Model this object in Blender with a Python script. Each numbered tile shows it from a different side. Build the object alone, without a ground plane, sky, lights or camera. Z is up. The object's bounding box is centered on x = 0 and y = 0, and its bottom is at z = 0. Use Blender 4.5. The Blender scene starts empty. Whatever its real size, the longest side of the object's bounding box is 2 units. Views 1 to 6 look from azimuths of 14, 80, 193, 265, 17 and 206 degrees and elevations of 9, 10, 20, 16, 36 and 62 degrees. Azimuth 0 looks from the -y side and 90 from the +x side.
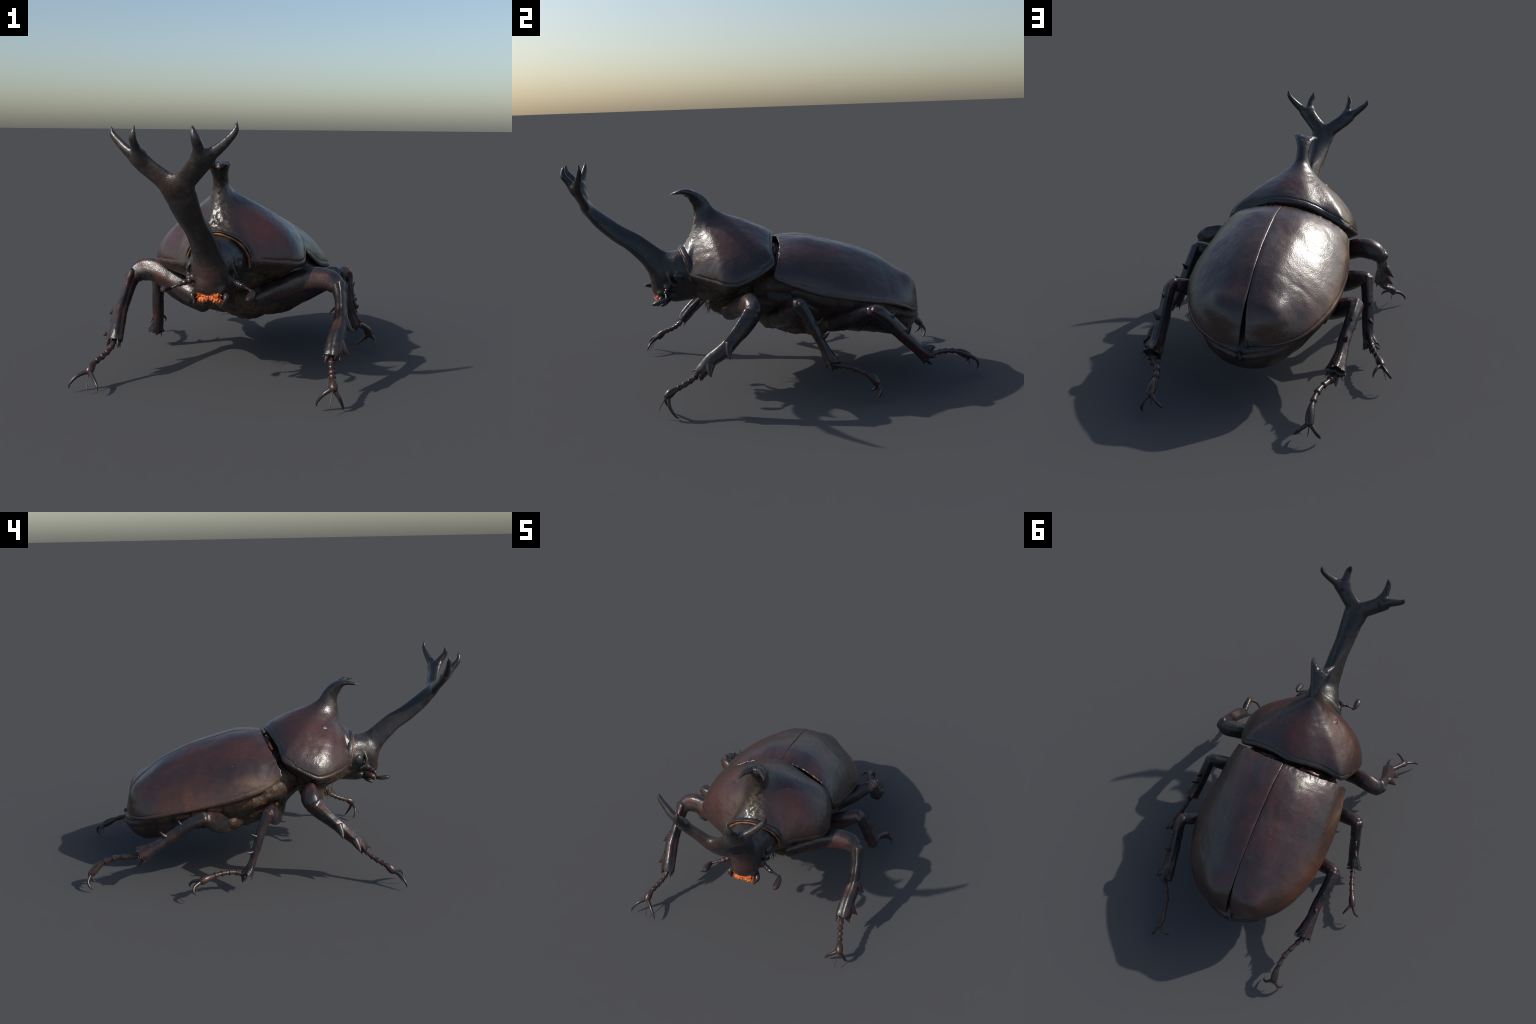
"""A male horned beetle standing on six legs: forked head horn, horned pronotum,
two wing cases, dark hairy underside.  Built part by part in metres, z up, head to -y."""
import bpy, math
import numpy as np
from mathutils import Vector

rng = np.random.default_rng(11)

# ------------------------------------------------------------------ numeric helpers
def arr(x):
    return np.asarray(x, float)

def unit(v):
    v = arr(v)
    return v / (np.linalg.norm(v, axis=-1, keepdims=True) + 1e-12)

def spline(P, n, closed=False):
    """Catmull-Rom through P (any dimension), n samples, roughly even in arc length."""
    P = arr(P)
    m = len(P)
    if closed:
        Q = np.vstack([P[-1], P, P[0], P[1]])
        segs = m
    else:
        Q = np.vstack([2 * P[0] - P[1], P, 2 * P[-1] - P[-2]])
        segs = m - 1
    k = 24
    out = []
    for i in range(segs):
        a, b, c, d = Q[i], Q[i + 1], Q[i + 2], Q[i + 3]
        t = np.linspace(0, 1, k, endpoint=False)[:, None]
        out.append(.5 * (2 * b + (c - a) * t + (2 * a - 5 * b + 4 * c - d) * t ** 2 + (3 * b - a - 3 * c + d) * t ** 3))
    D = np.vstack(out + [P[:1] if closed else P[-1:]])
    L = np.r_[0, np.cumsum(np.linalg.norm(np.diff(D[:, :3], axis=0), axis=1))]
    s = np.linspace(0, L[-1], n, endpoint=not closed)
    return np.stack([np.interp(s, L, D[:, j]) for j in range(D.shape[1])], 1)

def smoothstep(a, b, x):
    t = np.clip((x - a) / (b - a), 0, 1)
    return t * t * (3 - 2 * t)

def hash01(i, j, k, seed):
    h = (i.astype(np.int64) * 374761393 + j.astype(np.int64) * 668265263 + k.astype(np.int64) * 2147483647 + seed * 974711) & 0xFFFFFFFF
    h = ((h ^ (h >> 13)) * 1274126177) & 0xFFFFFFFF
    return ((h ^ (h >> 16)) & 0xFFFF) / 65535.0

def vnoise(P, size, seed=0):
    """Smooth value noise in -1..1 with cells of the given size."""
    q = P / size + 1000.0
    f = np.floor(q).astype(np.int64)
    w = q - f
    w = w * w * (3 - 2 * w)
    r = 0
    for dx in (0, 1):
        for dy in (0, 1):
            for dz in (0, 1):
                c = hash01(f[:, 0] + dx, f[:, 1] + dy, f[:, 2] + dz, seed)
                r = r + c * (w[:, 0] if dx else 1 - w[:, 0]) * (w[:, 1] if dy else 1 - w[:, 1]) * (w[:, 2] if dz else 1 - w[:, 2])
    return 2 * r - 1

def tris_of(F):
    T = []
    for f in F:
        for i in range(1, len(f) - 1):
            T.append((f[0], f[i], f[i + 1]))
    return np.array(T)

def gather(T, vals, n):
    """Sum vals[i] (rows) into the vertices named in column i of T."""
    k = np.concatenate([T[:, i] for i in range(T.shape[1])])
    v = np.concatenate(vals)
    return np.stack([np.bincount(k, v[:, j], n) for j in range(3)], 1)

def vnormals(V, F):
    T = np.vstack([F[:, [0, 1, 2]], F[:, [0, 2, 3]]]) if isinstance(F, np.ndarray) and F.shape[1] == 4 else (F if isinstance(F, np.ndarray) else tris_of(F))
    n = np.cross(V[T[:, 1]] - V[T[:, 0]], V[T[:, 2]] - V[T[:, 0]])
    return unit(gather(T, [n, n, n], len(V)))

def relief(V, F, *layers):
    """Displace along the normal: layers of (cell size, amplitude[, weight per vertex])."""
    N = vnormals(V, F)
    d = np.zeros(len(V))
    for i, l in enumerate(layers):
        d += vnoise(V, l[0], 17 + i) * l[1] * (l[2] if len(l) > 2 else 1)
    return V + N * d[:, None]

# ------------------------------------------------------------------ mesh pieces
def tube(P, R, hint=(0, 0, 1), seg=20, n=None, cap=True, tip=False, wob=None):
    """Closed tube along P; R rows are (radius along the hint side, radius across).  Returns V, F."""
    P, R = arr(P), arr(R)
    if R.ndim == 1:
        R = np.stack([R, R], 1)
    n = n or 8 * len(P)
    D = spline(np.hstack([P, R]), n)
    P, R = D[:, :3], np.maximum(D[:, 3:5], 4e-4)
    T = unit(np.gradient(P, axis=0))
    H = arr(hint)
    H = np.broadcast_to(H, P.shape) if H.ndim == 1 else H
    U = unit(H - (H * T).sum(1, keepdims=True) * T)
    W = np.cross(T, U)
    if cap:                              # rounded ends
        def end(i, sgn, r):
            a = np.linspace(0, math.pi / 2, 5)[1:]
            k = .7 * min(r)
            return [(P[i] + sgn * T[i] * k * math.sin(b), R[i] * max(math.cos(b), .05), U[i], W[i]) for b in a]
        rows = end(0, -1, R[0])[::-1] + [(P[i], R[i], U[i], W[i]) for i in range(len(P))] + ([(P[-1] - T[-1] * .010, R[-1] * .55, U[-1], W[-1])] if tip else end(-1, 1, R[-1]))
    else:
        rows = [(P[i], R[i], U[i], W[i]) for i in range(len(P))]
    a = np.arange(seg) * 2 * math.pi / seg
    ca, sa = np.cos(a)[:, None], np.sin(a)[:, None]
    V = []
    for j, (p, r, u, w) in enumerate(rows):
        k = 1 if wob is None else wob(j / (len(rows) - 1), a)[:, None]
        V.append(p + k * (ca * r[0] * u + sa * r[1] * w))
    V = np.vstack(V)
    m = len(rows)
    F = [(i * seg + j, i * seg + (j + 1) % seg, (i + 1) * seg + (j + 1) % seg, (i + 1) * seg + j) for i in range(m - 1) for j in range(seg)]
    F.append(tuple(range(seg))[::-1])
    F.append(tuple((m - 1) * seg + j for j in range(seg)))
    return V, F

def sections(rows, seg=28, n=48, power=2.0):
    """Closed loft through (centre, half vector A, half vector B) cross-sections, superelliptic."""
    D = spline(np.array([np.r_[arr(c), arr(a), arr(b)] for c, a, b in rows]), n)
    t = np.arange(seg) * 2 * math.pi / seg
    c, s = np.cos(t), np.sin(t)
    e = 2 / power
    c, s = np.sign(c) * abs(c) ** e, np.sign(s) * abs(s) ** e
    V = np.vstack([d[:3] + c[:, None] * d[3:6] + s[:, None] * d[6:9] for d in D])
    F = [(i * seg + j, i * seg + (j + 1) % seg, (i + 1) * seg + (j + 1) % seg, (i + 1) * seg + j) for i in range(n - 1) for j in range(seg)]
    F += [tuple(range(seg))[::-1], tuple((n - 1) * seg + j for j in range(seg))]
    return V, F

def ball(c, r, seg=20, axes=None):
    ax = np.eye(3) if axes is None else arr(axes)
    rings = seg // 2
    V = []
    for i in range(rings + 1):
        b = math.pi * (.02 + .96 * i / rings)
        a = np.arange(seg) * 2 * math.pi / seg
        q = np.stack([np.cos(a) * math.sin(b) * r[0], np.sin(a) * math.sin(b) * r[1], np.full(seg, math.cos(b) * r[2])], 1)
        V.append(arr(c) + q @ ax)
    F = [(i * seg + j, (i + 1) * seg + j, (i + 1) * seg + (j + 1) % seg, i * seg + (j + 1) % seg) for i in range(rings) for j in range(seg)]
    F += [tuple(range(seg)), tuple(rings * seg + j for j in range(seg))[::-1]]
    return np.vstack(V), F

def thorn(base, tip, r, bend=(0, 0, 0), seg=10, n=10, flat=1.0, hint=(0, 0, 1)):
    b, t = arr(base), arr(tip)
    m = (b + t) / 2 + arr(bend)
    return tube([b, m, t], [(r, r * flat), (r * .62, r * .62 * flat), (r * .05, r * .05)], hint=hint if abs(unit(t - b) @ unit(hint)) < .95 else (1, .1, 0), seg=seg, n=n, cap=False)

def join(parts):
    V, F, o = [], [], 0
    for v, f in parts:
        V.append(v)
        F += [tuple(int(i) + o for i in q) for q in f]
        o += len(v)
    return np.vstack(V), F

# ------------------------------------------------------------------ implicit shapes
class Field:
    """Smooth union of elliptic chains on a grid, meshed by surface nets."""
    def __init__(self, lo, hi, h):
        self.lo, self.h = arr(lo), h
        self.n = np.ceil((arr(hi) - self.lo) / h).astype(int) + 1
        self.f = np.full(self.n, .06, np.float32)

    def put(self, lo, hi, fn, k, grid=True):
        a = np.clip(np.floor((arr(lo) - self.lo) / self.h).astype(int), 0, self.n)
        b = np.clip(np.ceil((arr(hi) - self.lo) / self.h).astype(int) + 1, 0, self.n)
        P = None
        if grid:
            ax = [self.lo[i] + self.h * np.arange(a[i], b[i]) for i in range(3)]
            P = np.stack(np.meshgrid(*ax, indexing="ij"), -1).astype(np.float32)
        sl = tuple(slice(a[i], b[i]) for i in range(3))
        d, old = fn(P), self.f[sl]
        if k < 0:                                        # carve
            w = np.clip(.5 - .5 * (old + d) / -k, 0, 1)
            self.f[sl] = old * (1 - w) - d * w + -k * w * (1 - w)
        else:
            w = np.clip(.5 + .5 * (d - old) / k, 0, 1)
            self.f[sl] = d * (1 - w) + old * w - k * w * (1 - w)

    def axes_of(self, lo, hi):
        a = np.clip(np.floor((arr(lo) - self.lo) / self.h).astype(int), 0, self.n)
        b = np.clip(np.ceil((arr(hi) - self.lo) / self.h).astype(int) + 1, 0, self.n)
        ax = [(self.lo[i] + self.h * np.arange(a[i], b[i])).astype(np.float32) for i in range(3)]
        return a, b, (ax[0][:, None, None], ax[1][None, :, None], ax[2][None, None, :])

    def chain(self, P, R, hint, k=.012, egg=0.0, sub=8):
        """R rows: (radius along hint, radius across).  egg narrows the +hint side."""
        D = spline(np.hstack([arr(P), arr(R)]), max(3, sub * (len(P) - 1)))
        P, R = D[:, :3], np.maximum(D[:, 3:5], 1e-3)
        H = arr(hint)
        T = unit(np.gradient(P, axis=0))
        U = unit(H - (T @ H)[:, None] * T)
        W = np.cross(T, U)
        dist = np.full(self.n, .08, np.float32)
        for i in range(len(P) - 1):
            m = R[i:i + 2].max() + .03
            a, b, X = self.axes_of(np.minimum(P[i], P[i + 1]) - m, np.maximum(P[i], P[i + 1]) + m)
            if (b <= a).any():
                continue
            q = [X[j] - np.float32(P[i, j]) for j in range(3)]
            dot = lambda v: q[0] * np.float32(v[0]) + q[1] * np.float32(v[1]) + q[2] * np.float32(v[2])
            ab = P[i + 1] - P[i]
            l2 = float(ab @ ab)
            t = np.clip(dot(ab / l2), 0, 1)
            r0, r1 = [np.float32(R[i, j]) + t * np.float32(R[i + 1, j] - R[i, j]) for j in (0, 1)]
            u = dot(U[i]) - t * np.float32(ab @ U[i])
            w = dot(W[i]) - t * np.float32(ab @ W[i])
            l = dot(T[i]) - t * np.float32(ab @ T[i])
            if egg:
                r1 = r1 * (1 - egg * np.clip(u / r0, -1, 1))
            rm = np.minimum(r0, r1)
            u, w, l = u / r0, w / r1, l / rm
            g = np.sqrt(u * u + w * w + l * l + 1e-9)
            g2 = np.sqrt((u / r0) ** 2 + (w / r1) ** 2 + (l / rm) ** 2 + 1e-9)
            sl = tuple(slice(a[j], b[j]) for j in range(3))
            dist[sl] = np.minimum(dist[sl], np.clip(g * (g - 1) / g2, -.08, .08))
        m = R.max() + .04
        a, b, _ = self.axes_of(P.min(0) - m, P.max(0) + m)
        sl = tuple(slice(a[j], b[j]) for j in range(3))
        self.put(P.min(0) - m, P.max(0) + m, lambda X: dist[sl], k, False)

    def ellipsoid(self, c, r, axes=None, k=.012):
        c, r = arr(c), arr(r)
        ax = np.eye(3) if axes is None else arr(axes)

        def fn(X):
            q = ((X - c) @ ax.T).astype(np.float32)
            g = np.sqrt(((q / r) ** 2).sum(-1) + 1e-9)
            g2 = np.sqrt(((q / r ** 2) ** 2).sum(-1) + 1e-9)
            return np.clip(g * (g - 1) / g2, -.08, .08)
        m = r.max() + .035
        self.put(c - m, c + m, fn, k)

    def mesh(self, smooth=2):
        f = self.f
        s = f < 0
        c = np.zeros(tuple(self.n - 1), np.uint8)
        for dx in (0, 1):
            for dy in (0, 1):
                for dz in (0, 1):
                    c += s[dx:self.n[0] - 1 + dx, dy:self.n[1] - 1 + dy, dz:self.n[2] - 1 + dz]
        act = (c > 0) & (c < 8)
        idx = np.full(act.shape, -1, np.int64)
        cells = np.argwhere(act)
        idx[act] = np.arange(len(cells))
        acc, cnt = np.zeros((len(cells), 3)), np.zeros(len(cells))
        cor = [(x, y, z) for x in (0, 1) for y in (0, 1) for z in (0, 1)]
        for a in cor:
            for b in cor:
                if sum(b) - sum(a) == 1 and all(q >= p for p, q in zip(a, b)):
                    fa = f[tuple((cells + a).T)]
                    fb = f[tuple((cells + b).T)]
                    x = (fa < 0) != (fb < 0)
                    t = fa[x] / (fa[x] - fb[x])
                    acc[x] += arr(a) + t[:, None] * (arr(b) - arr(a))
                    cnt[x] += 1
        V = self.lo + self.h * (cells + acc / cnt[:, None])
        F = []
        for ax in range(3):
            o1, o2 = (ax + 1) % 3, (ax + 2) % 3
            sl0, sl1 = [slice(1, -1)] * 3, [slice(1, -1)] * 3
            sl0[ax], sl1[ax] = slice(0, -1), slice(1, None)
            a, b = s[tuple(sl0)], s[tuple(sl1)]
            for flip in (0, 1):
                e = np.argwhere((a & ~b) if not flip else (b & ~a))
                off = np.ones(3, int)
                off[ax] = 0
                e = e + off
                q = []
                for d1, d2 in ((-1, -1), (0, -1), (0, 0), (-1, 0)):
                    g = e.copy()
                    g[:, o1] += d1
                    g[:, o2] += d2
                    q.append(idx[tuple(g.T)])
                q = np.stack(q, 1)
                F.append(q if not flip else q[:, ::-1])
        F = np.vstack(F)
        return laplace(V, F, smooth), F

def laplace(V, F, times, w=.5):
    E = np.vstack([F[:, [i, (i + 1) % 4]] for i in range(4)])
    E = np.vstack([E, E[:, ::-1]])
    n = np.bincount(E[:, 0], minlength=len(V))[:, None]
    for _ in range(times):
        S = gather(E[:, :1], [V[E[:, 1]]], len(V))
        V = V + w * (S / np.maximum(n, 1) - V)
    return V

# ------------------------------------------------------------------ objects
def make(name, VF, mat, parent=None, normals=None, smooth=True, kind=None):
    V, F = VF
    me = bpy.data.meshes.new(name)
    F = F.tolist() if isinstance(F, np.ndarray) else [[int(i) for i in f] for f in F]
    me.from_pydata(V.tolist(), [], F)
    me.materials.append(mat)
    if smooth:
        me.polygons.foreach_set("use_smooth", [True] * len(me.polygons))
    me.update()
    if normals is not None:
        me.normals_split_custom_set_from_vertices([tuple(n) for n in normals])
    ob = bpy.data.objects.new(name, me)
    bpy.context.scene.collection.objects.link(ob)
    if parent is not None:
        ob.parent = parent
    if kind:
        ob["kind"] = kind
    return ob

def make_split(V, F, label, names, mats, parents):
    """One seamless surface cut into regions that share border vertices and normals.
    Region i hangs under parents[i]; an int there means the object of that region."""
    N = vnormals(V, F)
    obs = []
    for i, nm in enumerate(names):
        f = F[label == i]
        used, inv = np.unique(f, return_inverse=True)
        p = parents[i]
        obs.append(make(nm, (V[used], inv.reshape(f.shape)), mats[i], obs[p] if isinstance(p, int) else p, normals=N[used]))
    return obs

def voxel_union(VF, size, smooth):
    """Union of overlapping closed pieces by voxel remesh, as numpy arrays of quads."""
    ob = make("tmp_union", VF, bpy.data.materials.new("tmp"))
    m = ob.modifiers.new("r", "REMESH")
    m.mode, m.voxel_size = "VOXEL", size
    dg = bpy.context.evaluated_depsgraph_get()
    me = ob.evaluated_get(dg).to_mesh()
    V = np.empty(len(me.vertices) * 3)
    me.vertices.foreach_get("co", V)
    F = np.empty(len(me.loops), np.int32)
    me.loops.foreach_get("vertex_index", F)
    V, F = V.reshape(-1, 3), F.reshape(-1, 4)
    ob.evaluated_get(dg).to_mesh_clear()
    data, mt = ob.data, ob.data.materials[0]
    bpy.data.objects.remove(ob)
    bpy.data.meshes.remove(data)
    bpy.data.materials.remove(mt)
    return laplace(V, F, smooth), F

# ------------------------------------------------------------------ materials
class Mat:
    """Small builder for procedural materials on Object coordinates (all origins coincide)."""
    def __init__(self, name):
        self.m = bpy.data.materials.new(name)
        self.m.use_nodes = True
        self.t = self.m.node_tree
        self.b = self.t.nodes["Principled BSDF"]
        self.co = self.t.nodes.new("ShaderNodeTexCoord").outputs["Object"]

    def link(self, a, b):
        self.t.links.new(a, b)

    def val(self, sock, x):
        if isinstance(x, (int, float)):
            sock.default_value = x
        elif isinstance(x, (tuple, list)):
            sock.default_value = (*x, 1) if len(x) == 3 and sock.type == "RGBA" else x
        else:
            self.link(x, sock)

    def math(self, op, a, b=0.0, clamp=False):
        n = self.t.nodes.new("ShaderNodeMath")
        n.operation, n.use_clamp = op, clamp
        self.val(n.inputs[0], a)
        self.val(n.inputs[1], b)
        return n.outputs[0]

    def mapped(self, scale=(1, 1, 1), loc=(0, 0, 0), rot=(0, 0, 0)):
        n = self.t.nodes.new("ShaderNodeMapping")
        n.inputs["Scale"].default_value, n.inputs["Location"].default_value, n.inputs["Rotation"].default_value = scale, loc, rot
        self.link(self.co, n.inputs["Vector"])
        return n.outputs[0]

    def noise(self, scale, detail=3, rough=.55, stretch=(1, 1, 1), dist=0.0):
        n = self.t.nodes.new("ShaderNodeTexNoise")
        n.inputs["Scale"].default_value, n.inputs["Detail"].default_value, n.inputs["Roughness"].default_value, n.inputs["Distortion"].default_value = scale, detail, rough, dist
        self.link(self.mapped(stretch), n.inputs["Vector"])
        return n.outputs["Fac"]

    def voronoi(self, scale, stretch=(1, 1, 1), out="Distance", random=1.0):
        n = self.t.nodes.new("ShaderNodeTexVoronoi")
        n.inputs["Scale"].default_value, n.inputs["Randomness"].default_value = scale, random
        self.link(self.mapped(stretch), n.inputs["Vector"])
        return n.outputs[out]

    def ramp(self, fac, stops, smooth=False):
        n = self.t.nodes.new("ShaderNodeValToRGB")
        if smooth:
            n.color_ramp.interpolation = "EASE"
        e = n.color_ramp.elements
        while len(e) < len(stops):
            e.new(.5)
        for q, (p, c) in zip(e, stops):
            q.position = p
            q.color = (c, c, c, 1) if isinstance(c, (int, float)) else (*c, 1)
        self.link(fac, n.inputs[0])
        return n.outputs[0]

    def mix(self, fac, a, b, mode="MIX"):
        n = self.t.nodes.new("ShaderNodeMix")
        n.data_type, n.blend_type = "RGBA", mode
        self.val(n.inputs[0], fac)
        self.val(n.inputs[6], a)
        self.val(n.inputs[7], b)
        return n.outputs[2]

    def blob(self, c, r, soft=1.0):
        """1 inside an ellipsoid round c with radii r, fading to 0 at its edge."""
        n = self.t.nodes.new("ShaderNodeVectorMath")
        n.operation = "LENGTH"
        self.link(self.mapped(tuple(1 / q for q in r), tuple(-a / q for a, q in zip(c, r))), n.inputs[0])
        q = self.math("SUBTRACT", 1.0, n.outputs["Value"], clamp=True)
        return self.math("MULTIPLY", self.math("POWER", q, 1.25), 1.0 / max(.35, soft) ** .5 * 1.35, clamp=True)

    def axis(self, i):
        n = self.t.nodes.new("ShaderNodeSeparateXYZ")
        self.link(self.co, n.inputs[0])
        return n.outputs[i]

    def bump(self, *layers):
        prev = None
        for h, strength, dist in layers:
            n = self.t.nodes.new("ShaderNodeBump")
            n.inputs["Strength"].default_value, n.inputs["Distance"].default_value = strength, dist
            self.link(h, n.inputs["Height"])
            if prev:
                self.link(prev, n.inputs["Normal"])
            prev = n.outputs[0]
        self.link(prev, self.b.inputs["Normal"])

    def done(self, color, rough=.4, spec=.5, coat=0.0, coat_rough=.2):
        self.val(self.b.inputs["Base Color"], color)
        self.val(self.b.inputs["Roughness"], rough)
        self.val(self.b.inputs["Specular IOR Level"], spec)
        self.b.inputs["Coat Weight"].default_value = coat
        self.b.inputs["Coat Roughness"].default_value = coat_rough
        return self.m

BLACK, RED, BROWN, AMBER = (.020, .017, .017), (.085, .027, .023), (.042, .021, .018), (.085, .038, .021)

def specks(m, col, scale, amount, c=(.22, .19, .17), size=.16):
    """Sparse pale dots: dust on the shells, with granule glints painted in on the head."""
    v = m.voronoi(scale)
    keep = m.voronoi(scale, out="Color")
    n = m.t.nodes.new("ShaderNodeSeparateColor")
    m.link(keep, n.inputs[0])
    dot = m.math("MULTIPLY", m.math("LESS_THAN", v, size), m.math("LESS_THAN", n.outputs[0], amount))
    return m.mix(dot, col, c)

def mat_pronotum():
    m = Mat("pronotum_shell")
    a = m.blob((.19, -.24, .70), (.25, .27, .28), .95)
    b = m.blob((-.18, -.24, .69), (.25, .27, .28), .95)
    c = m.blob((.0, -.10, .81), (.17, .20, .16), .95)
    red = m.math("MAXIMUM", m.math("MAXIMUM", a, b), m.math("MULTIPLY", c, .85))
    red = m.math("MULTIPLY", red, m.ramp(m.noise(9, 4), [(.28, .55), (.7, 1.0)]))
    col = m.mix(red, (.020, .017, .016), (.082, .024, .019))
    col = m.mix(m.math("MULTIPLY", m.noise(38, 4), .30), col, (.040, .024, .021))
    mott = m.ramp(m.noise(30, 5, .65), [(.42, 0.0), (.66, 1.0)])
    col = m.mix(m.math("MULTIPLY", mott, .5), col, (.026, .019, .017))
    horn = m.blob((.012, -.38, .96), (.09, .14, .12), .9)
    col = m.mix(m.math("MULTIPLY", horn, .8), col, (.018, .016, .017))
    dirt = m.math("MULTIPLY", m.blob((.03, -.42, .76), (.06, .09, .16), .8), m.ramp(m.noise(60, 4), [(.44, 0.0), (.6, 1.0)]))
    col = m.mix(m.math("MULTIPLY", dirt, .8), col, (.12, .095, .06))
    scuff = m.ramp(m.noise(60, 5, .7, stretch=(1, .5, 1)), [(.58, 0.0), (.76, 1.0)])
    col = m.mix(m.math("MULTIPLY", scuff, .22), col, (.11, .075, .065))
    col = specks(m, col, 190, .32, (.135, .085, .075), .14)
    m.bump((m.noise(15, 2), .13, .012), (m.noise(85, 3), .10, .004), (m.noise(170, 2), .14, .003), (m.voronoi(210), .16, .0025))
    return m.done(col, m.ramp(m.noise(8, 3), [(.3, .22), (.75, .36)]), .62)

def mat_elytron():
    m = Mat("wing_case_shell")
    col = m.mix(m.ramp(m.noise(6, 4, stretch=(2.2, .7, 2.2)), [(.35, 0.0), (.65, 1.0)]), (.022, .016, .016), (.058, .020, .016))
    streak = m.ramp(m.noise(26, 4, stretch=(1.6, .16, 1.6)), [(.42, 0.0), (.75, 1.0)])
    col = m.mix(m.math("MULTIPLY", streak, .45), col, (.062, .027, .020))
    mott = m.ramp(m.noise(22, 5, .65, stretch=(1.4, .6, 1.4)), [(.42, 0.0), (.66, 1.0)])
    col = m.mix(m.math("MULTIPLY", mott, .55), col, (.024, .018, .016))
    side = m.math("MAXIMUM", m.blob((-.33, .52, .42), (.19, .36, .19), .95), m.math("MULTIPLY", m.blob((.33, .55, .42), (.14, .27, .14), .9), .4))
    col = m.mix(m.math("MULTIPLY", side, m.ramp(m.noise(14, 4), [(.3, .15), (.65, .85)])), col, (.098, .038, .017))
    tail = m.math("MAXIMUM", m.blob((-.12, .77, .40), (.17, .12, .14), .9), m.blob((.16, .77, .36), (.15, .12, .11), .9))
    col = m.mix(m.math("MULTIPLY", tail, .6), col, (.070, .031, .021))
    sh = m.math("MULTIPLY", m.blob((-.32, .07, .50), (.07, .20, .08), .9), m.ramp(m.noise(24, 4, stretch=(1, .4, 1)), [(.40, .1), (.60, 1.0)]))
    col = m.mix(m.math("MULTIPLY", sh, .9), col, (.13, .075, .038))
    scuff = m.ramp(m.noise(55, 5, .72, stretch=(1.3, .35, 1.3)), [(.56, 0.0), (.75, 1.0)])
    col = m.mix(m.math("MULTIPLY", scuff, .34), col, (.10, .062, .047))
    col = specks(m, col, 70, .06, size=.12)
    col = specks(m, col, 150, .14, (.13, .10, .085), .14)
    clump = m.math("MULTIPLY", m.blob((.18, .42, .62), (.09, .30, .16), .9), m.math("LESS_THAN", m.voronoi(120), .18))
    col = m.mix(m.math("MULTIPLY", clump, .8), col, (.2, .17, .15))
    m.bump((m.noise(16, 2), .15, .012), (m.noise(80, 3, stretch=(1, .45, 1)), .12, .004), (m.noise(170, 2), .12, .003), (m.voronoi(180), .15, .0025))
    return m.done(col, m.ramp(m.noise(9, 3), [(.3, .27), (.75, .40)]), .72)

def mat_head():
    m = Mat("head_shell")
    col = m.mix(m.math("MULTIPLY", m.ramp(m.noise(18, 4), [(.4, 0.0), (.7, 1.0)]), .6), (.019, .018, .018), (.036, .026, .023))
    front = m.math("MAXIMUM", m.blob((.03, -.60, .53), (.10, .10, .10), .9), m.math("MULTIPLY", m.blob((-.03, -.93, .92), (.16, .10, .12), .9), .5))
    col = m.mix(m.math("MULTIPLY", front, .6), col, (.058, .026, .021))
    dust = m.ramp(m.noise(34, 5, .65), [(.50, 0.0), (.72, 1.0)])
    col = m.mix(m.math("MULTIPLY", dust, .35), col, (.085, .075, .066))
    col = specks(m, col, 190, .45, (.15, .12, .105), .15)  # pale dots: dust, plus highlights of the horn's granules painted into the colour
    tips = m.ramp(m.axis(2), [(.98, 1.0), (1.0, 0.0)])
    grain = m.math("MULTIPLY", m.ramp(m.voronoi(200), [(.05, 1.0), (.55, 0.0)]), tips)
    m.bump((m.noise(90, 4), .14, .005), (grain, .26, .0025))
    return m.done(col, m.ramp(m.noise(22, 4), [(.3, .24), (.7, .40)]), .5)

def mat_leg():
    m = Mat("leg_shell")
    col = m.mix(m.ramp(m.noise(13, 4, stretch=(1, .6, 1)), [(.46, 0.0), (.74, 1.0)]), (.019, .0165, .0175), (.072, .024, .020))
    dust = m.ramp(m.noise(42, 5, .65), [(.52, 0.0), (.75, 1.0)])
    col = m.mix(m.math("MULTIPLY", dust, .35), col, (.085, .072, .064))
    col = specks(m, col, 200, .18, (.12, .095, .085), .14)
    m.bump((m.noise(30, 3), .16, .008), (m.noise(110, 4), .16, .004), (m.voronoi(230), .16, .0025))
    return m.done(col, m.ramp(m.noise(25, 4), [(.3, .22), (.7, .40)]), .5)

def mat_tarsus():
    m = Mat("foot_shell")
    col = m.mix(m.ramp(m.noise(45, 4), [(.4, 0.0), (.66, 1.0)]), (.024, .018, .017), (.066, .029, .022))
    m.bump((m.noise(120, 3), .25, .004),)
    return m.done(col, .30, .5)

def mat_claw():
    m = Mat("claw_shell")
    return m.done(m.mix(m.noise(60, 3), (.018, .016, .017), (.038, .022, .018)), .30, .5)

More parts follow.
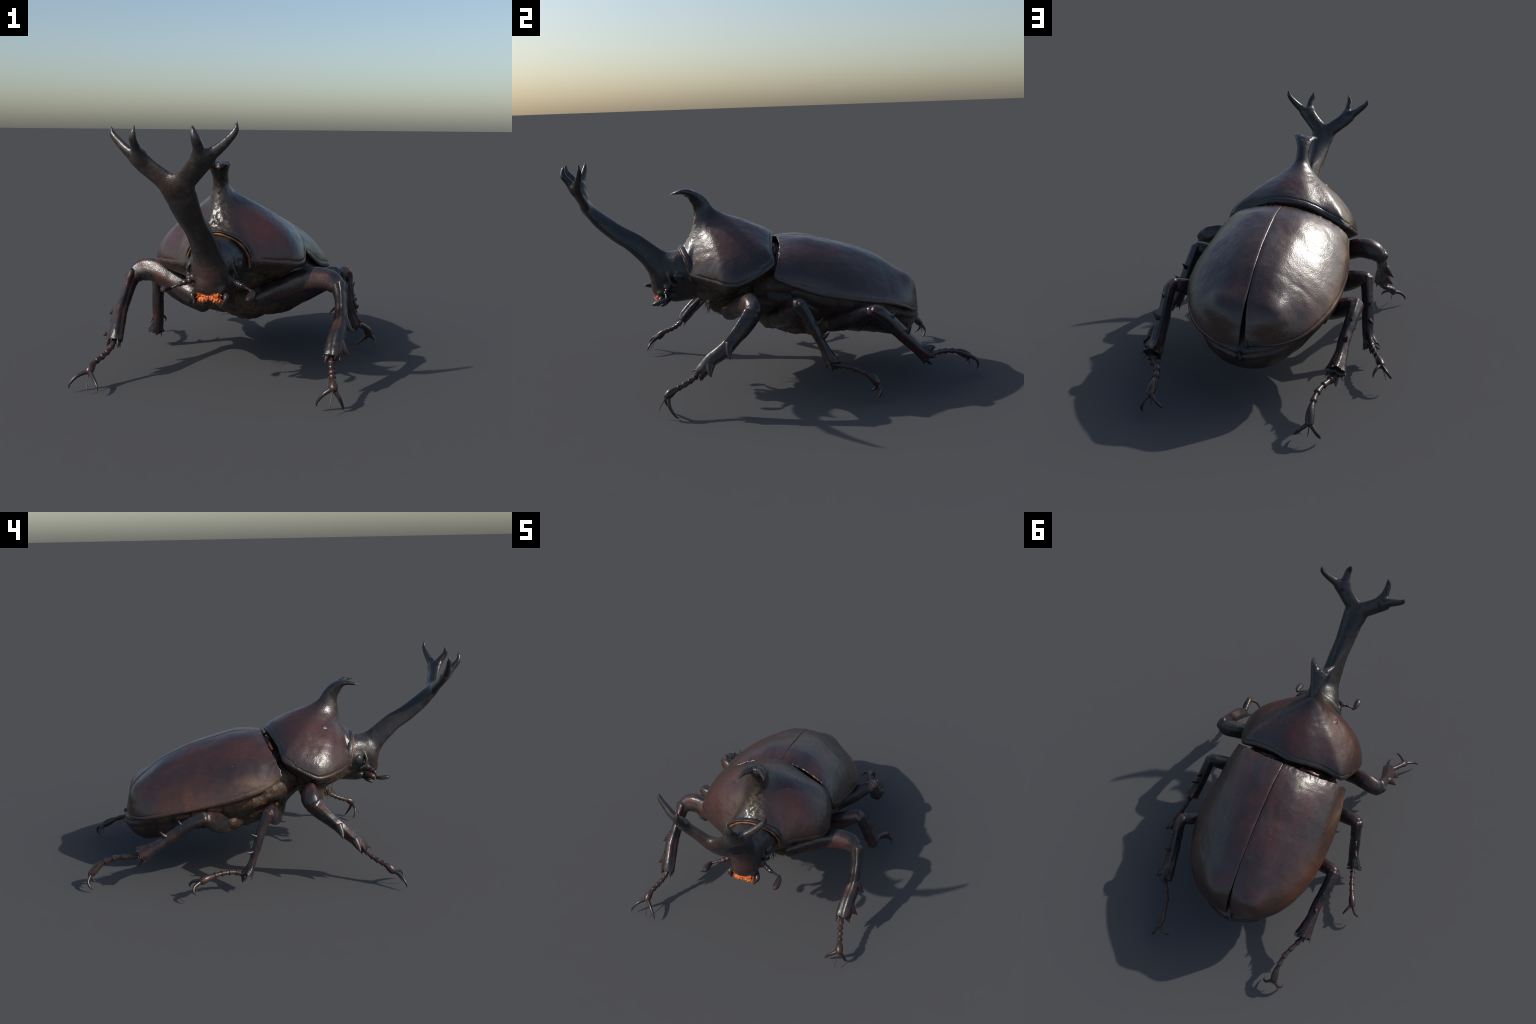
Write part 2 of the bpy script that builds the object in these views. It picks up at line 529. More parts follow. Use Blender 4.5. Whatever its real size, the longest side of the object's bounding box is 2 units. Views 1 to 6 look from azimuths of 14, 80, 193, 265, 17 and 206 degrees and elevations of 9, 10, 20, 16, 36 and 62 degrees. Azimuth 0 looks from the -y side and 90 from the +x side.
def mat_under():
    m = Mat("underside_shell")
    col = m.mix(m.ramp(m.noise(20, 5), [(.38, 0.0), (.68, 1.0)]), (.024, .018, .016), (.060, .034, .022))
    rust = m.math("MULTIPLY", m.ramp(m.noise(26, 5, .65, dist=.6), [(.50, 0.0), (.66, 1.0)]), .8)
    col = m.mix(rust, col, (.125, .060, .022))
    crust = m.math("MAXIMUM", m.blob((-.25, .13, .36), (.12, .22, .09), 1.0), m.blob((.26, .13, .38), (.12, .22, .09), 1.0))
    crust = m.math("MULTIPLY", crust, m.ramp(m.noise(60, 5, .7, stretch=(1, .6, 1)), [(.42, 0.0), (.60, 1.0)]))
    col = m.mix(m.math("MULTIPLY", crust, 1.2, clamp=True), col, (.115, .068, .028))
    m.bump((m.noise(45, 5, .65), .6, .012),)
    return m.done(col, m.ramp(m.noise(30, 3), [(.3, .26), (.7, .5)]), .45)

def mat_abdomen():
    m = Mat("abdomen_shell")
    col = m.mix(m.ramp(m.noise(14, 5), [(.38, 0.0), (.68, 1.0)]), (.022, .017, .016), (.052, .028, .02))
    m.bump((m.noise(60, 4), .3, .006),)
    return m.done(col, .38, .5)

def mat_plain(name, c, rough=.45, var=.35, scale=50):
    m = Mat(name)
    dark = tuple(q * (1 - var) for q in c)
    m.bump((m.noise(scale * 2, 3), .3, .004),)
    return m.done(m.mix(m.noise(scale, 3), dark, c), rough, .5)

M_PRO, M_ELY, M_HEAD, M_LEG, M_TAR, M_CLAW, M_UND, M_ABD = mat_pronotum(), mat_elytron(), mat_head(), mat_leg(), mat_tarsus(), mat_claw(), mat_under(), mat_abdomen()
M_EYE = mat_plain("eye_glass", (.026, .025, .028), .24, .2)
M_ORANGE = mat_plain("orange_hair", (.74, .17, .035), .28, .5, 70)
M_RIM = mat_plain("neck_fringe", (.27, .10, .035), .5, .9, 26)
M_HAIR = mat_plain("golden_hair", (.12, .070, .032), .55, .4)
M_MEMB = mat_plain("joint_membrane", (.13, .052, .025), .35, .75, 30)

# ------------------------------------------------------------------ the beetle
beetle = bpy.data.objects.new("rhinoceros_beetle", None)
bpy.context.scene.collection.objects.link(beetle)
beetle.location = (-.003, .003, 0)
beetle["label"] = "dark red-brown rhinoceros beetle with a forked head horn"
beetle["category"] = "beetle"

# ---- pronotum: a dome drawn from the horn's neck out to a measured rim, horn on top
RIM = [(0, .026, .733), (.09, .012, .722), (.2, -.008, .675), (.27, -.014, .64), (.305, -.03, .62), (.34, -.11, .58), (.352, -.2, .545),
       (.33, -.27, .542), (.285, -.31, .55), (.215, -.375, .562), (.165, -.42, .572), (.145, -.43, .615), (.09, -.438, .66), (.02, -.443, .688),
       (-.05, -.443, .66), (-.1, -.437, .61), (-.12, -.432, .552), (-.19, -.39, .545), (-.262, -.33, .54), (-.31, -.265, .53), (-.329, -.2, .533),
       (-.312, -.1, .585), (-.285, -.04, .618), (-.25, -.03, .635), (-.177, -.022, .672), (-.09, .008, .72)]
NECK, NECK_Z, NECK_R = arr((.008, -.325)), .885, (.033, .049)
# fall of the surface from neck (1) to rim (0) against the way out, for bearings from the front
FALL = {0: [(0, 1), (.09, .60), (.3, .316), (.65, .098), (1, 0)],
        30: [(0, 1), (.09, .64), (.3, .38), (.65, .14), (1, 0)],
        60: [(0, 1), (.08, .77), (.25, .62), (.5, .44), (.75, .25), (.92, .10), (1, 0)],
        98: [(0, 1), (.05, .88), (.1, .80), (.22, .705), (.43, .61), (.63, .49), (.787, .37), (.92, .215), (.97, .12), (1, 0)],
        135: [(0, 1), (.05, .90), (.12, .83), (.25, .72), (.45, .585), (.65, .435), (.82, .28), (.93, .145), (1, 0)],
        180: [(0, 1), (.11, .83), (.18, .755), (.33, .64), (.566, .47), (.826, .22), (.94, .09), (1, 0)]}

def build_pronotum():
    nc, nr = 260, 60
    R = spline(RIM, nc, closed=True)
    d = R[:, :2] - NECK
    ang = np.arctan2(d[:, 0], -d[:, 1])
    bear = np.abs(np.degrees(ang))
    nk = np.stack([NECK[0] + NECK_R[0] * np.sin(ang), NECK[1] - NECK_R[1] * np.cos(ang)], 1)
    h = np.linspace(0, 1, nr) ** 1.0
    keys = sorted(FALL)
    tab = []
    for k in keys:
        p = spline(np.array([(a, b, 0) for a, b in FALL[k]]), 200)
        tab.append(np.interp(h, p[:, 0], p[:, 1]))
    tab = np.array(tab)
    # smooth blend between the bearings
    sweep = np.exp(-((bear[:, None] - arr(keys)[None]) / 28.0) ** 2) + 1e-9
    sweep /= sweep.sum(1, keepdims=True)
    V = []
    for i in range(nr):
        f = sweep @ tab[:, i]
        xy = nk + (R[:, :2] - nk) * h[i]
        V.append(np.column_stack([xy, R[:, 2] + (NECK_Z - R[:, 2]) * f]))
    # turned-in rim and hollow underside
    cen = arr((.008, -.2, .47))
    for s, dz in ((.0, -.009), (.03, -.012), (.2, -.036), (.45, -.052), (.72, -.030)):
        q = R + (cen - R) * s
        q[:, 2] += dz
        V.append(q)
    V = np.vstack(V)
    rows = nr + 5
    F = [(i * nc + j, (i + 1) * nc + j, (i + 1) * nc + (j + 1) % nc, i * nc + (j + 1) % nc) for i in range(rows - 1) for j in range(nc)]
    V = np.vstack([V, [cen], [[*NECK, NECK_Z]]])
    a = (rows - 1) * nc
    F += [(a + j, len(V) - 2, a + (j + 1) % nc) for j in range(nc)]
    F += [(len(V) - 1, j, (j + 1) % nc) for j in range(nc)]
    dome = (V, F)
    horn = sections([((.008, -.322, .85), (.036, 0, 0), (0, .055, 0)),
                     ((.008, -.325, .885), (.033, 0, 0), (0, .050, -.002)),
                     ((.010, -.347, .918), (.034, 0, 0), (0, .037, .013)),
                     ((.013, -.371, .945), (.041, 0, 0), (0, .024, .015)),
                     ((.016, -.398, .961), (.050, 0, .002), (0, .012, .016)),
                     ((.018, -.413, .962), (.053, 0, .003), (0, .006, .011))], n=40)
    tp = tube([(.03, -.39, .962), (.056, -.42, .970), (.074, -.45, .969), (.080, -.474, .964)], [(.017, .022), (.012, .017), (.007, .010), (.002, .003)], n=30)
    tn = tube([(.0, -.39, .958), (-.020, -.425, .961), (-.034, -.458, .956), (-.037, -.486, .948)], [(.017, .022), (.012, .017), (.007, .010), (.002, .003)], n=30)
    V, F = voxel_union(join([dome, horn, tp, tn]), .0036, 7)
    soft = smoothstep(-.28, -.34, V[:, 1]) * smoothstep(.57, .63, V[:, 2]) * smoothstep(.93, .88, V[:, 2]) * smoothstep(.24, .17, np.abs(V[:, 0] - .01)) * smoothstep(-.436, -.422, V[:, 1])
    V = V + (laplace(V, F, 55) - V) * soft[:, None]
    Rr = spline(RIM, 160, closed=True)
    far = np.full(len(V), 9.0)
    for p in Rr:
        far = np.minimum(far, ((V - p) ** 2).sum(1))
    edge = np.sqrt(far)
    inner = smoothstep(.02, .08, np.sqrt(far)) * smoothstep(.92, .87, V[:, 2]) * (vnormals(V, F)[:, 2] > 0)
    V = V + (laplace(V, F, 80) - V) * inner[:, None]
    front = np.exp(-(((V[:, 0] - .02) / .05) ** 2 + ((V[:, 1] + .42) / .06) ** 2))
    V = relief(V, F, (.07, .0018), (.022, .0007), (.012, .0030, front * (V[:, 2] > .66)))
    up = (vnormals(V, F)[:, 2] > 0) * smoothstep(-.42, -.36, V[:, 1])
    wide = np.where(V[:, 1] > -.09, .022, .011) + .003 * vnoise(V, .05, 6)
    V = V - vnormals(V, F) * (up * .0024 * np.exp(-((edge - wide) / .0042) ** 2))[:, None]
    # the pock mark on the left flank
    N = vnormals(V, F)
    dd = np.linalg.norm((V - arr((-.140, -.281, .757))) / arr((1, 1.6, 1)), axis=1)
    V = V + N * (.004 * np.exp(-((dd - .008) / .003) ** 2))[:, None]
    c = V[F].mean(1)
    top = (c[:, 2] > .872) & (np.abs(c[:, 0] - .01) < .1)
    lab = top.astype(int)
    q = V[F]
    fn = unit(np.cross(q[:, 2] - q[:, 0], q[:, 3] - q[:, 1]))
    lab[(fn[:, 2] < -.15) & (c[:, 2] < .74)] = 2
    make_split(V, F, lab, ["pronotum", "thorax_horn", "pronotum_underside"], [M_PRO, M_PRO, M_UND], [beetle, beetle, beetle])

build_pronotum()

# ---- head with its forked horn, one seamless surface
def build_head():
    fl = Field((-.29, -1.03, .38), (.29, -.36, 1.17), .0042)
    X = .022
    # skull
    fl.chain([(X, -.40, .545), (X, -.46, .56), (X, -.515, .545), (X + .004, -.548, .484)],
             [(.122, .122), (.114, .096), (.09, .077), (.05, .060)], (0, .3, 1), k=.02, egg=-.25)
    fl.chain([(X + .056, -.552, .474), (X + .010, -.562, .474), (X - .036, -.552, .474)], [(.018, .017), (.015, .015), (.018, .017)], (0, 0, 1), k=.015)
    for x in (X + .050, X - .028):
        fl.ellipsoid((x, -.564, .468), (.016, .014, .015), k=.010)     # clypeus
    for sx, x, z in ((1, .128, .562), (-1, -.090, .555)):        # brows round the eyes
        fl.ellipsoid((x - sx * .030, -.460, z - .004), (.036, .042, .044), k=.012)
        # the ridge that runs from the brow round the front of the eye
        fl.chain([(x - sx * .045, -.478, z + .048), (x - sx * .030, -.508, z + .030), (x - sx * .014, -.519, z - .004), (x - sx * .006, -.508, z - .036), (x - sx * .002, -.485, z - .048)], [(.008, .008)] * 5, (1, 0, 0), k=.008)
        fl.chain([(x - sx * .05, -.50, .505), (x - sx * .022, -.528, .505)], [(.028, .028), (.016, .016)], (0, 0, 1), k=.018)
    # throat
    fl.chain([(X, -.40, .47), (X, -.48, .448), (X, -.530, .443)], [(.05, .07), (.036, .052), (.020, .044)], (0, 0, 1), k=.02)
    # horn shaft: broad granular face in front, keel behind
    st = [((X + .012, -.566, .505), (X + .008, -.470, .655), .062), ((X + .009, -.586, .548), (X + .004, -.530, .676), .056),
          ((X + .005, -.626, .604), (X + .001, -.573, .706), .049), ((X + .003, -.698, .681), (X + .001, -.648, .766), .045), ((.021, -.774, .739), (.019, -.724, .810), .047),
          ((.017, -.852, .810), (.014, -.801, .868), .055), ((.010, -.892, .865), (.007, -.848, .908), .063), ((.003, -.908, .899), (.003, -.874, .924), .055)]
    st = [(arr(a), arr(b), w) for a, b, w in st]
    C = [(a + b) / 2 for a, b, _ in st]
    Rn = [(np.linalg.norm(b - a) / 2, w) for a, b, w in st]
    fl.chain(C, Rn, (0, .6, .8), k=.024, egg=.30, sub=6)
    for sx in (1, -1):                                         # raised edges of the horn's granular face
        fl.chain([a * .74 + b * .26 + arr((sx * w * 1.02, 0, 0)) for a, b, w in st[0:6]], [(.006, .006), (.0075, .0075), (.0075, .0075), (.007, .007), (.005, .005), (.002, .002)], (0, .6, .8), k=.009, sub=6)
    def fork(sx, base, outer, inner, h):
        fl.chain(base, [(.023, .044), (.022, .041), (.021, .041), (.018, .045)], h, k=.017)
        fl.chain(outer, [(.019, .028), (.017, .021), (.014, .0165), (.010, .0115), (.0015, .0015)], h, k=.016)
        fl.chain(inner, [(.019, .026), (.017, .020), (.015, .017), (.011, .012), (.003, .003)], h, k=.016)
    fork(1, [(.004, -.892, .902), (.050, -.906, .940), (.096, -.925, .985), (.117, -.934, 1.012)],
         [(.120, -.930, 1.008), (.160, -.924, 1.036), (.200, -.912, 1.073), (.225, -.905, 1.105), (.230, -.907, 1.138)],
         [(.112, -.938, 1.005), (.108, -.962, 1.045), (.106, -.984, 1.074), (.099, -.987, 1.096), (.094, -.983, 1.121)], (.42, -.86, -.2))
    fork(-1, [(-.002, -.892, .902), (-.054, -.901, .940), (-.107, -.914, .982), (-.129, -.921, 1.008)],
         [(-.128, -.918, 1.004), (-.170, -.915, 1.030), (-.208, -.905, 1.062), (-.236, -.897, 1.092), (-.239, -.896, 1.118)],
         [(-.118, -.926, 1.0), (-.122, -.956, 1.042), (-.124, -.980, 1.072), (-.121, -.986, 1.094), (-.116, -.984, 1.118)], (-.42, -.86, -.2))
    V, F = fl.mesh(2)
    V = relief(V, F, (.06, .0012), (.016, .0004))
    c = V[F].mean(1)
    horn = (c[:, 1] * -.55 + c[:, 2] * .83) > .855
    head, _ = make_split(V, F, horn.astype(int), ["head", "head_horn"], [M_HEAD, M_HEAD], [beetle, beetle])
    for x, z, sx in ((.116, .560, 1), (-.076, .553, -1)):
        make("eye", ball((x + sx * .002, -.468, z - .001), (.023, .031, .032), 28), M_EYE, head)
    # antennae
    for base, mid, elbow, tip, sx in (((.105, -.515, .503), (.150, -.538, .490), (.198, -.540, .466), (.196, -.606, .445), 1),
                                      ((-.055, -.530, .500), (-.095, -.556, .486), (-.140, -.565, .464), (-.145, -.628, .470), -1)):
        b, m_, e, t = map(arr, (base, mid, elbow, tip))
        bead = lambda u, a: 1 + .13 * np.cos(u * 34) * np.ones_like(a)
        an = make("antenna", tube([b, m_, (m_ + e) / 2 + (0, 0, .001), e], [(.012, .012), (.011, .011), (.0055, .0055), (.006, .006)], seg=14, n=50, wob=bead), M_LEG, head)
        d = unit(t - e)
        club = []
        for k in (-1, 0, 1):                     # three closed leaves
            off = arr((0, 0, .0035 * k))
            club.append(tube([e + off * .6 - d * .004, e * .7 + t * .3 + off + arr((sx * .007, 0, 0)), e * .25 + t * .75 + off + arr((sx * .005, 0, 0)), t + off * .6], [(.0055, .007), (.0075, .0135), (.0080, .0155), (.0050, .009)], seg=16, n=18))
        make("antenna_club", join(club), M_CLAW, an)
    # jaws, feelers and the orange brush of the mouth
    for root, mid, tip in (((.078, -.535, .450), (.098, -.565, .440), (.083, -.576, .408)), ((-.022, -.530, .452), (-.045, -.562, .442), (-.032, -.574, .418))):
        make("mandible", tube([root, mid, tip], [(.018, .016), (.013, .012), (.003, .003)], n=16), M_CLAW, head)
    for sx, x0 in ((1, .062), (-1, -.012)):
        make("palp", tube([(x0, -.52, .432), (x0 + sx * .022, -.542, .420), (x0 + sx * .028, -.560, .411)], [.009, .010, .006], n=14), M_TAR, head)
    lump = lambda u, a: 1 + .18 * np.sin(a * 3 + u * 31) + .12 * np.sin(u * 47)
    brush = []
    for sx in (1, -1):
        c = arr((.031, -.574, .440))
        brush.append(tube([c, c + (sx * .022, .002, .005), c + (sx * .040, .012, .018), c + (sx * .048, .018, .032)], [(.008, .009), (.012, .012), (.009, .009), (.003, .004)], n=30, wob=lump))
        brush.append(tube([c + (0, 0, -.002), c + (sx * .022, .000, -.009), c + (sx * .040, .006, -.014), c + (sx * .052, .012, -.016)], [(.008, .010), (.013, .014), (.010, .011), (.003, .004)], n=30, wob=lump))
    for i in range(70):
        u = rng.uniform(-1, 1)
        p = arr((.031 + .05 * u, -.582 + .024 * u * u, .440 + rng.normal(0, .003 + .009 * abs(u))))
        d = arr((u * .9 + rng.normal(0, .35), -.8, rng.normal(-.1, .45) + .3 * np.sign(p[2] - .44) * abs(u)))
        brush.append(thorn(p, p + unit(d) * rng.uniform(.008, .018), .0022, (0, 0, -.001), 5, 4))
    make("mouth_brush", join(brush), M_ORANGE, head, kind="stuff")
    return head

head = build_head()

# the pronotum's smooth dark collar, and the orange fringe inside it
COLLAR = arr([(.164, -.412, .548), (.158, -.421, .60), (.126, -.436, .648), (.074, -.448, .677), (.022, -.452, .688), (-.034, -.449, .674), (-.082, -.440, .638), (-.112, -.428, .590), (-.120, -.420, .535)])
make("collar", tube(COLLAR + (0, .012, .004), [(.015, .0045)] * 9, hint=(0, 1, 0), seg=14, n=90), M_HEAD, beetle)
make("neck_fringe", tube(COLLAR * (.955, 1, 1) + (.001, -.004, -.006), [.0046] * 9, hint=(0, 1, 0), seg=10, n=110,
     wob=lambda u, a: 1 + .25 * np.sin(u * 60) * np.ones_like(a)), M_RIM, beetle)

# ---- wing cases
SEAM = [(.018, .040, .713), (.018, .078, .719), (.018, .118, .719), (.017, .214, .709), (.016, .331, .678), (.014, .447, .643), (.012, .566, .592), (.011, .648, .533), (.010, .710, .476), (.008, .751, .416), (.007, .775, .345), (.006, .783, .30)]
RIMS = {1: [(.328, -.030, .556), (.346, .065, .508), (.362, .195, .460), (.375, .31, .437), (.369, .425, .413), (.342, .53, .392), (.300, .628, .358), (.245, .698, .322), (.170, .750, .300), (.090, .772, .280), (.03, .782, .272)],
        -1: [(-.312, -.030, .540), (-.326, .04, .488), (-.341, .13, .455), (-.348, .23, .430), (-.347, .31, .414), (-.344, .405, .396), (-.327, .50, .376), (-.284, .60, .345), (-.227, .683, .318), (-.147, .750, .308), (-.07, .774, .308), (-.012, .784, .312)]}

def build_wing_case(side):
    ns, nt, th = 150, 90, .011
    S, R = spline(SEAM, ns), spline(RIMS[side], ns)
    s = np.linspace(0, 1, ns)
    S = S.copy()
    S[:, 0] += side * (.0010 + .0105 * smoothstep(.70, 1, s) ** 1.2)
    t = np.linspace(0, 1, nt)
    n = np.interp(s, [0, .1, .25, .42, .6, .8, 1], [1.8, 1.95, 1.93, 1.72, 1.53, 1.76, 2.1]) - (.09 * (1 - smoothstep(.45, .7, s)) if side < 0 else 0)
    py = np.interp(s, [0, .15, .4], [2.6, 1.6, 1.0])
    V = np.zeros((ns, nt, 3))
    for i in range(ns):
        a = t * math.pi / 2
        f, g = np.sin(a) ** (2 / n[i]), 1 - np.cos(a) ** (2 / n[i])
        # even out the spacing
        L = np.r_[0, np.cumsum(np.hypot(np.diff(f) * np.linalg.norm((R - S)[i, :2]), np.diff(g) * (S - R)[i, 2]))]
        q = np.interp(np.linspace(0, L[-1], nt), L, a)
        f, g = np.sin(q) ** (2 / n[i]), 1 - np.cos(q) ** (2 / n[i])
        V[i, :, 0] = S[i, 0] + (R - S)[i, 0] * f
        V[i, :, 1] = S[i, 1] + (R - S)[i, 1] * f ** py[i]
        V[i, :, 2] = S[i, 2] + (R - S)[i, 2] * g
    V = V.reshape(-1, 3)
    idx = lambda i, j: i * nt + j
    F = np.array([(idx(i, j), idx(i + 1, j), idx(i + 1, j + 1), idx(i, j + 1)) for i in range(ns - 1) for j in range(nt - 1)])
    if side < 0:
        F = F[:, ::-1]
    if (vnormals(V, F)[idx(ns // 2, nt // 3)])[2] < 0:
        F = F[:, ::-1]
    N = vnormals(V, F)
    ss, tt = np.repeat(s, nt), np.tile(t, ns)
    bump = np.exp(-(((V[:, 0] - side * .115) / .075) ** 2 + ((V[:, 1] - .72) / .075) ** 2 + ((V[:, 2] - .45) / .075) ** 2))       # rear humps
    humer = np.exp(-(((V[:, 0] - side * .27) / .035) ** 2 + ((V[:, 1] - .06) / .06) ** 2))                                       # shoulder knobs
    V = V + N * (.029 * bump + .002 * humer)[:, None]
    d = vnoise(V, .085, 3) * .0022 + vnoise(V, .028, 5) * .0007
    d += .0016 * np.exp(-((tt - .972) / .010) ** 2) - .0012 * np.exp(-((tt - .945) / .010) ** 2)      # rim bead
    d -= .0036 * np.exp(-(tt / .016) ** 2) * smoothstep(.02, .2, ss)
    d += .0060 * np.exp(-((tt - .24) / .13) ** 2) * smoothstep(.03, .15, ss) * (1 - smoothstep(.6, .8, ss))                          # groove along the seam
    d += .0010 * np.sin(V[:, 0] * 170 + vnoise(V, .03, 8) * 4) * (1 - smoothstep(0, .07, ss))        # puckers at the front edge
    V = V + N * d[:, None]
    edge = vnoise(V, .012, 9) * .004 * (1 - smoothstep(0, .03, ss))
    V[:, 1] += edge
    N = vnormals(V, F)
    U = V - N * (th * (1 - .55 * smoothstep(.93, 1, tt)))[:, None]
    nv = len(V)
    quads = [tuple(f) for f in F] + [tuple(f[::-1] + nv) for f in F]
    ring = [idx(0, j) for j in range(nt)] + [idx(i, nt - 1) for i in range(1, ns)] + [idx(ns - 1, j) for j in range(nt - 2, -1, -1)] + [idx(i, 0) for i in range(ns - 2, 0, -1)]
    for a, b in zip(ring, ring[1:] + ring[:1]):
        q = (a, b, b + nv, a + nv)
        quads.append(q if side < 0 else q[::-1])
    W = np.vstack([V, U])
    ob = make("wing_case", (W, quads), M_ELY, beetle)
    return ob

for side in (1, -1):
    build_wing_case(side)

# ---- body below: thorax underside with the hip sockets, and the abdomen
def build_under():
    fl = Field((-.36, -.50, .14), (.37, .36, .66), .006)
    X = .006
    # prothorax, hollowed towards the shell's rim
    fl.chain([(X, -.39, .52), (X, -.35, .51), (X, -.28, .50), (X, -.2, .50), (X, -.12, .49)], [(.080, .09), (.085, .13), (.10, .18), (.115, .20), (.095, .19)], (0, 0, 1), k=.03)
    fl.ellipsoid((X, -.245, .385), (.06, .05, .065), k=.03)
    fl.ellipsoid((X, -.295, .385), (.035, .025, .04), k=.02)
    for sx in (1, -1):
        fl.chain([(X + sx * .05, -.21, .375), (X + sx * .12, -.22, .375), (X + sx * .16, -.225, .385)], [(.055, .05), (.050, .046), (.036, .036)], (0, 0, 1), k=.015)
        fl.chain([(X + sx * .04, -.02, .30), (X + sx * .14, -.02, .315), (X + sx * .2, -.0, .335)], [(.05, .05), (.050, .046), (.036, .038)], (0, 0, 1), k=.012)
        fl.chain([(X + sx * .05, .2, .26), (X + sx * .16, .21, .265), (X + sx * .24, .24, .29)], [(.055, .05), (.052, .050), (.036, .040)], (0, 0, 1), k=.012)
    # waist, breast
    fl.chain([(X, -.16, .48), (X, -.09, .48), (X, -.02, .45), (X, .1, .43), (X, .2, .41), (X, .3, .40)],
             [(.09, .15), (.10, .15), (.14, .19), (.205, .245), (.212, .262), (.18, .27)], (0, 0, 1), k=.03)
    fl.chain([(X, .05, .245), (X, .13, .23), (X, .20, .22)], [(.03, .05), (.035, .08), (.03, .07)], (0, 0, 1), k=.02)
    for sx in (1, -1):                   # side plates of the breast, right below the wing cases' edge
        fl.chain([(X + sx * .19, -.07, .47), (X + sx * .24, .0, .455), (X + sx * .272, .09, .425), (X + sx * .282, .19, .395), (X + sx * .275, .29, .378)],
                 [(.060, .050), (.058, .050), (.046, .042), (.034, .036), (.026, .028)], (0, 0, 1), k=.02)
    # creases: midline, and the joints between the breast plates
    for sx in (1, -1):
        fl.chain([(X, .04, .205), (X, .13, .188), (X, .21, .182)], [(.010, .004)] * 3, (0, 0, 1), k=-.006)
        fl.chain([(X + sx * .05, .165, .20), (X + sx * .16, .155, .235), (X + sx * .25, .15, .30), (X + sx * .28, .13, .37)], [(.012, .006)] * 4, (0, 0, 1), k=-.008)
        fl.chain([(X + sx * .05, .035, .25), (X + sx * .16, .04, .27), (X + sx * .23, .03, .33)], [(.014, .008)] * 3, (0, 0, 1), k=-.008)
        fl.chain([(X + sx * .23, .02, .36), (X + sx * .25, .12, .33), (X + sx * .255, .24, .33)], [(.008, .010)] * 3, (1, 0, 0), k=-.008)
    V, F = fl.mesh(2)
    V = relief(V, F, (.04, .006), (.015, .0022))
    # keep the top below the shells
    c = V[F].mean(1)
    lab = np.where(c[:, 1] < -.09, 0, 1)
    make_split(V, F, lab, ["prothorax", "thorax"], [M_UND, M_UND], [beetle, beetle])

build_under()

def build_saddle():
    """Dark plate under the gap between pronotum and wing cases, with an amber membrane."""
    X = .012
    rows = []
    for y, w, top in ((-.12, .23, .655), (-.05, .262, .668), (.0, .285, .672), (.05, .300, .672), (.10, .31, .668)):
        rows.append(((X, y, .50), (w, 0, 0), (0, 0, top - .50)))
    V, F = sections(rows, seg=60, n=30, power=1.75)
    V[:, 2] = np.where(V[:, 2] < .5, .5 + (V[:, 2] - .5) * .62, V[:, 2])
    F4 = np.array([f for f in F if len(f) == 4])
    V = relief(V, F4, (.03, .004), (.012, .0015))
    make("mesothorax", (V, F), M_UND, beetle)
    for sx, x, z in ((-1, -.115, .672), (1, .12, .672)):
        make("joint_membrane", tube([(x - sx * .05, .018, z + .008), (x, .012, z), (x + sx * .05, .004, z - .020)], [(.004, .008), (.006, .010), (.004, .008)], n=20,
             wob=lambda u, a: 1 + .2 * np.sin(a * 2 + u * 17)), M_MEMB, beetle)

build_saddle()

def build_abdomen():
    rows = [(-.02, .25, .50, .34, .56), (.06, .305, .465, .255, .60), (.14, .326, .442, .21, .62), (.22, .338, .420, .19, .62), (.32, .343, .404, .188, .59),
            (.42, .338, .385, .182, .55), (.52, .314, .367, .174, .50), (.60, .274, .345, .160, .44), (.67, .219, .320, .148, .40), (.72, .173, .300, .162, .35),
            (.755, .126, .290, .188, .318), (.780, .074, .282, .216, .296), (.796, .010, .272, .246, .280)]
    D = spline([(y, 0, 0, w, zm, zb, zt) for y, w, zm, zb, zt in rows], 150)
    seg = 96
    a = np.arange(seg) * 2 * math.pi / seg
    V = []
    for y, _, _, w, zm, zb, zt in D:
        c, s = np.cos(a), np.sin(a)
        z = np.where(s > 0, zm + (zt - zm) * np.abs(s) ** .8, zm - (zm - zb) * np.abs(s) ** np.interp(y, [.35, .65], [1.4, 1.0]))
        x = .008 + w * np.sign(c) * np.abs(c) ** np.where(s > 0, 1.0, np.interp(y, [.35, .65], [1.45, 1.0]))
        # the hind end is swept: lower segments lean forward
        V.append(np.column_stack([x, np.full(seg, y), z]))
    V = np.vstack(V)
    n = len(D)
    F = np.array([(i * seg + j, i * seg + (j + 1) % seg, (i + 1) * seg + (j + 1) % seg, (i + 1) * seg + j) for i in range(n - 1) for j in range(seg)])
    N = vnormals(V, F)
    if N[(n // 2) * seg + seg // 4][2] < 0:
        F = F[:, ::-1]
        N = -N
    low = V[:, 2] < np.repeat(D[:, 4], seg) + .012
    arc = V[:, 1] + .25 * (V[:, 0] - .008) ** 2
    saw = ((arc - .30) / .082) % 1.0
    step = np.where((arc > .30) & (arc < .70), .006 * (saw - .5) - .005 * np.exp(-((saw - .02) / .05) ** 2), 0)
    d = step * low + vnoise(V, .04, 2) * .0025 + vnoise(V, .014, 4) * .0008
    rim = np.repeat(D[:, 4], seg)
    d += .008 * np.exp(-((V[:, 2] - (rim - .024)) / .010) ** 2) * smoothstep(.30, .5, V[:, 1])     # ridge below the wing cases
    d -= .006 * np.exp(-((V[:, 2] - (rim - .042)) / .007) ** 2) * smoothstep(.30, .5, V[:, 1])
    V = V + N * d[:, None]
    caps = [tuple(range(seg)), tuple((n - 1) * seg + j for j in range(seg))]
    make("abdomen", (V, [tuple(f) for f in F] + caps), M_ABD, beetle)

build_abdomen()

